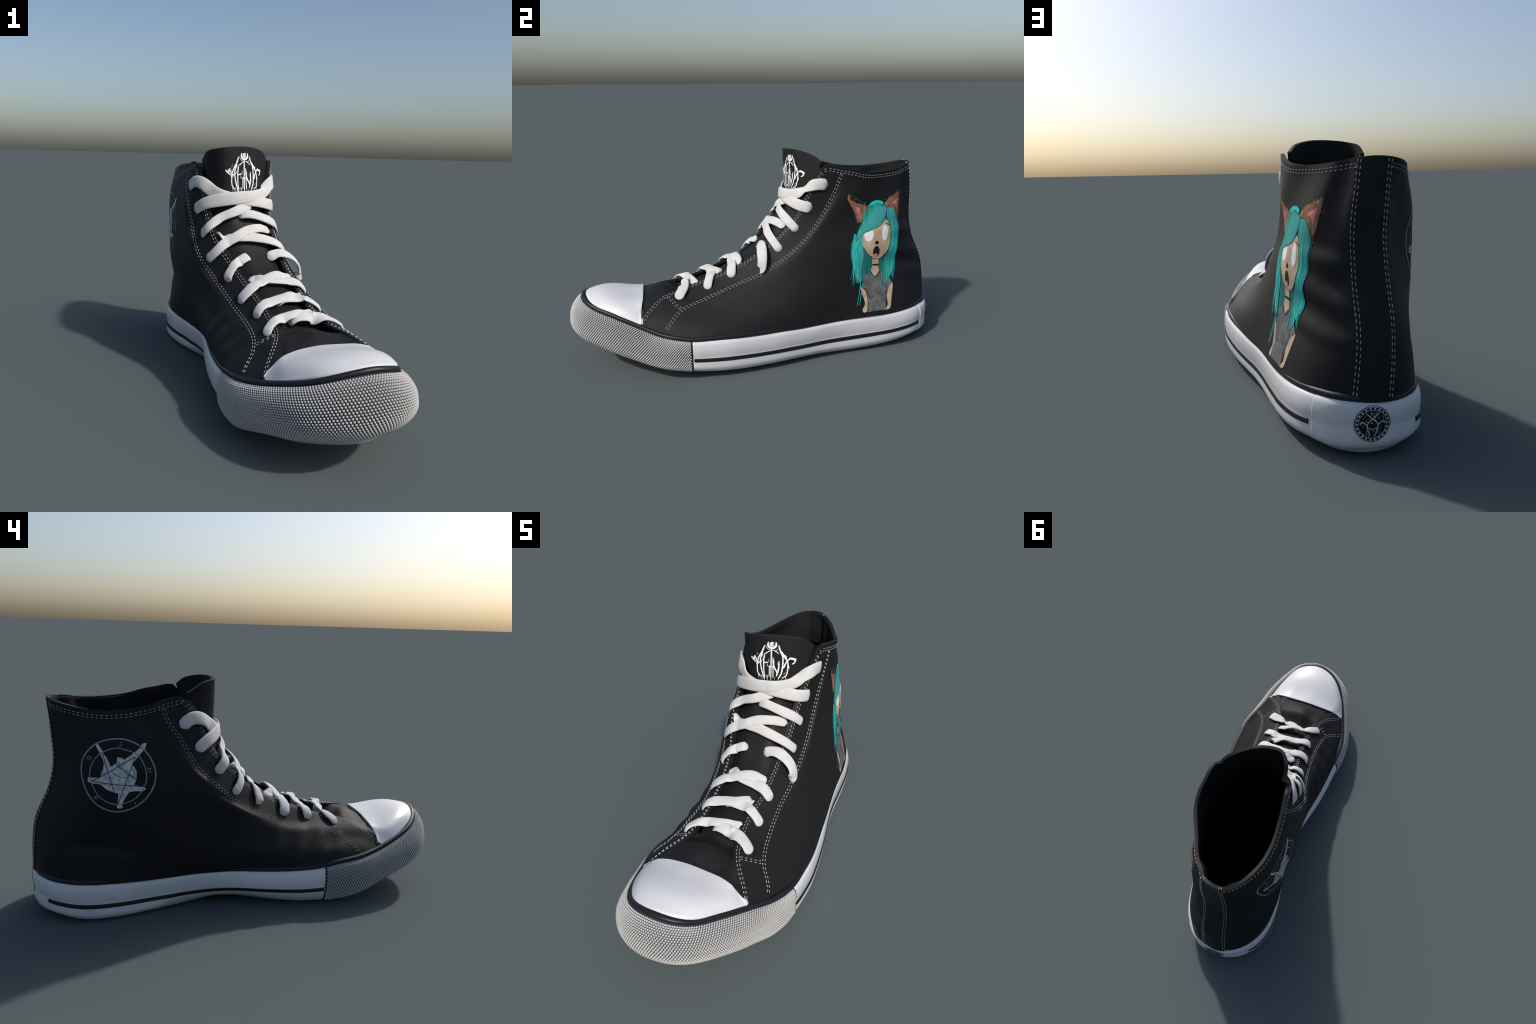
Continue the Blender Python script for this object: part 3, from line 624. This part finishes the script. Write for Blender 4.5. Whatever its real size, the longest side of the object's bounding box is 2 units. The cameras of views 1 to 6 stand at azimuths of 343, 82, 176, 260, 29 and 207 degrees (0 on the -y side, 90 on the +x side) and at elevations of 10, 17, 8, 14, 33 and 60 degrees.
for k in range(9):
    f = k / 8; gloss.append(([(.695 + .03 * f, .770), (.715 + .035 * f, .68), (.712 + .04 * f, .58), (.69 + .04 * f, .47)], .0022, .0008))
for k in range(6):
    f = k / 5; gloss.append(([(.503 + .03 * f, .62), (.484 + .045 * f, .55), (.495 + .035 * f, .45)], .0022, .0008))
strokes('print_hair_gloss', gloss, 1, 8, HAIR_L, fig)
lines = []
for k in range(16):
    y0 = .475 + .05 * rng.random(); z0 = rng.uniform(.42, .60); lines.append(([(y0 + .01, z0 + .06), (y0, z0), (y0 - rng.uniform(-.006, .012), z0 - rng.uniform(.03, .08))], .004, .001))
for k in range(16):
    y0 = .735 + .028 * rng.random() - .02; z0 = rng.uniform(.42, .62); lines.append(([(y0 + .006, z0 + .06), (y0, z0), (y0 + rng.uniform(-.012, .006), z0 - rng.uniform(.03, .07))], .004, .001))
lines += [([(.53,.39),(.52,.33),(.505,.27)], .004, .002), ([(.54,.38),(.532,.33),(.52,.272)], .004, .002), ([(.66,.43),(.655,.38),(.648,.34)], .004, .001), ([(.70,.42),(.71,.38),(.705,.355)], .004, .001)]
strokes('print_hair_strand', lines, 1, 9, HAIR_B, fig)
strokes('print_outline', [([(.685,.776),(.676,.73),(.65,.694),(.596,.671),(.54,.652),(.502,.618)], .002), ([(.589,.445),(.616,.409),(.646,.436)], .004), ([(.60,.478),(.64,.474)], .008), ([(.569,.345),(.583,.30),(.61,.312)], .002), ([(.635,.318),(.66,.306),(.683,.325)], .002), ([(.557,.36),(.569,.304),(.569,.232)], .003), ([(.69,.355),(.683,.31),(.681,.235)], .003), ([(.542,.581),(.574,.539),(.615,.51),(.651,.511),(.693,.546)], .0022), ([(.675,.695),(.69,.69),(.70,.682)], .003)], 1, 10, DARK, fig)
fur = []
for (y0, z0), (y1, z1) in (((.46,.865),(.51,.715)), ((.46,.86),(.566,.796)), ((.764,.852),(.765,.70)), ((.764,.85),(.671,.80))):
    for f in np.linspace(0, 1, 12):
        a, b = y0 + (y1 - y0) * f, z0 + (z1 - z0) * f; g = rng.normal(0, .010, 2); fur.append(([(a, b), (a + g[0] * .8, b + abs(g[1]) * 1.3)], .004, .001, 6))
strokes('print_fur', fur, 1, 2, FUR, fig)

# tongue lettering: spiky strokes laid along the tongue
LOGO = material('white_logo_print', (.78, .78, .78), .8, .2)
def tongue_strokes(name, lines, layer=0):
    V, F = [], []
    for ln in lines:
        pts, w0 = np.array(ln[0], float), ln[1]; w1 = ln[2] if len(ln) > 2 else w0
        n = 26; q = catmull(pts, n) if len(pts) > 2 else np.stack([np.linspace(pts[0, j], pts[-1, j], n) for j in (0, 1)], 1)
        P = TG.pos(q[:, 0], q[:, 1]); N = TG.nor(q[:, 0], q[:, 1]); T = unit(np.gradient(P, axis=0)); B = np.cross(N, T)
        x = np.linspace(0, 1, n); w = 1.12 * (w0 + (w1 - w0) * x) * (np.clip(np.minimum(x, 1 - x) * 9, .12, 1) ** .6)
        k = len(V); V += list(P + B * w[:, None] / 2 + N * (.0016 + layer * .0005)) + list(P - B * w[:, None] / 2 + N * (.0016 + layer * .0005))
        F += [(k + i, k + i + 1, k + n + i + 1, k + n + i) for i in range(n - 1)]
    return add(name, V, F, LOGO, tongue)
def ring_uv(cu, ct, ru, rt, a0, a1, n=14):
    a = np.radians(np.linspace(a0, a1, n)); return [(cu + ru * math.cos(x), ct + rt * math.sin(x)) for x in a]
LETTERS = [([(3.27,.946),(3.27,.888),(3.29,.80)], .006, .004), ([(2.95,.958),(2.81,.93),(2.51,.882),(2.45,.844),(2.67,.812)], .007, .004), ([(2.83,.926),(2.67,.884),(2.73,.846),(2.93,.798)], .006, .005),
 ([(2.93,.918),(2.87,.884),(2.87,.842),(2.95,.81)], .006, .004), ([(2.93,.918),(3.23,.934)], .004, .003), ([(2.87,.876),(3.15,.882)], .006, .004), ([(2.41,.87),(2.77,.886)], .006, .005), ([(2.37,.898),(2.57,.87)], .005),
 ([(3.35,.906),(3.39,.874),(3.55,.844),(3.65,.828)], .007, .005), ([(3.65,.89),(3.67,.856),(3.57,.818)], .006, .004), ([(3.59,.96),(3.67,.936),(3.85,.892),(3.85,.852),(3.69,.808)], .006, .005), ([(3.69,.936),(3.93,.908),(4.13,.878),(4.15,.85),(3.91,.814)], .007, .004),
 ([(3.89,.858),(4.07,.896),(4.21,.906)], .006, .005), ([(3.91,.92),(4.05,.896),(4.23,.862)], .005, .003), ([(3.19,.868),(3.19,.814)], .004), ([(3.37,.87),(3.41,.81)], .004), ([(3.12,.86),(3.44,.862)], .003),
 (ring_uv(3.29,.962,.19,.017,-215,35), .009, .009), (ring_uv(3.29,.962,.09,.008,0,360), .004, .004), (ring_uv(3.29,.962,.035,.003,0,360), .004, .004),
 ([(2.11,.904),(2.22,.892),(2.45,.876)], .008, .004), ([(2.39,.908),(2.30,.896),(2.2,.888)], .008, .008), ([(4.15,.908),(4.33,.908),(4.54,.906)], .008, .010), ([(4.52,.91),(4.46,.894),(4.33,.884)], .007, .004),
 ([(2.95,.958),(3.11,.94),(3.33,.936),(3.57,.944),(3.59,.96)], .002), ([(3.37,.936),(3.63,.922)], .003)]
for k in range(9):                                 # thin drips under the letters
    a = 2.5 + k * .2; LETTERS.append(([(a, .835 - .02 * math.cos((a - 3.3) * 1.4)), (a + .01, .792 + .01 * rng.random())], .0014, .0006))
for _ in range(30):
    a, b = rng.uniform(2.45, 4.15), rng.uniform(.81, .93); LETTERS.append(([(a, b), (a + rng.normal(0, .07), b - rng.uniform(.006, .022))], .0016, .0008))
tongue_strokes('tongue_logo', LETTERS)

# round badge on the heel patch
def badge():
    c = np.array([-.143, 1.1, .128]); HP = tree_of(heel_patch, midsole)
    def put(x, z, layer):
        hit, nor, _, _ = HP.ray_cast(Vector((c[0] + x, 1.3, c[2] + z)), Vector((0, -1, 0)))
        return np.array(hit) + np.array([0, .0012 + .0006 * layer, 0])
    def disc(name, r0, r1, layer, mat, parent, n=48, m=5, a0=0, a1=2 * math.pi, cx=0, cz=0, sx=1.):
        a = np.linspace(a0, a1, n); r = np.linspace(r0, r1, m)
        V = [put(cx + math.cos(x) * q * sx, cz + math.sin(x) * q, layer) for x in a for q in r]
        return add(name, V, grid_faces(n, m), mat, parent)
    def line(pts, w0, w1, n=16):
        A, B = ribbon2(pts, w0, w1, n); return A, B
    o = disc('heel_badge', .0005, .062, 0, DARK, THING)
    disc('badge_rim', .0475, .0595, 1, PALE, o); disc('badge_ring', .0495, .0575, 2, DARK, o)
    for k in range(22):
        t = 2 * math.pi * k / 22; disc('badge_stud', .0003, .0034, 3, PALE, o, 9, 2, cx=.0535 * math.cos(t), cz=.0535 * math.sin(t))
    V, F = [], []
    L = [([(-.022,.038),(-.004,.022),(.018,-.002),(.016,-.02)], .003, .004), ([(.022,.038),(.004,.022),(-.018,-.002),(-.016,-.02)], .003, .004), ([(-.02,-.012),(.0,-.019),(.02,-.012)], .002, .002), ([(-.018,-.018),(-.008,-.04)], .004, .002), ([(.018,-.018),(.008,-.04)], .004, .002),
         ([(-.018,-.004),(-.036,.008),(-.042,.0)], .004, .005), ([(.018,-.004),(.036,.008),(.042,.0)], .004, .005)]
    for _ in range(70):
        t, r = rng.uniform(0, 2 * math.pi), .044 * math.sqrt(rng.random()); x, z = r * math.cos(t), r * math.sin(t)
        if abs(x) + abs(z) < .018: continue
        L.append(([(x, z), (x + rng.normal(0, .001), z - rng.uniform(.003, .010))], .0014, .0008))
    for ln in L:
        A, B = line(*ln); k = len(V); n = len(A); V += [put(x, z, 1) for x, z in A] + [put(x, z, 1) for x, z in B]; F += [(k + i, k + i + 1, k + n + i + 1, k + n + i) for i in range(n - 1)]
    add('badge_drawing', V, F, PALE, o)
    disc('badge_eye', .0003, .0115, 3, DARK, o); disc('badge_eye_glint', .0003, .003, 4, PALE, o, 12, 2, cx=.003, cz=.004)
badge()
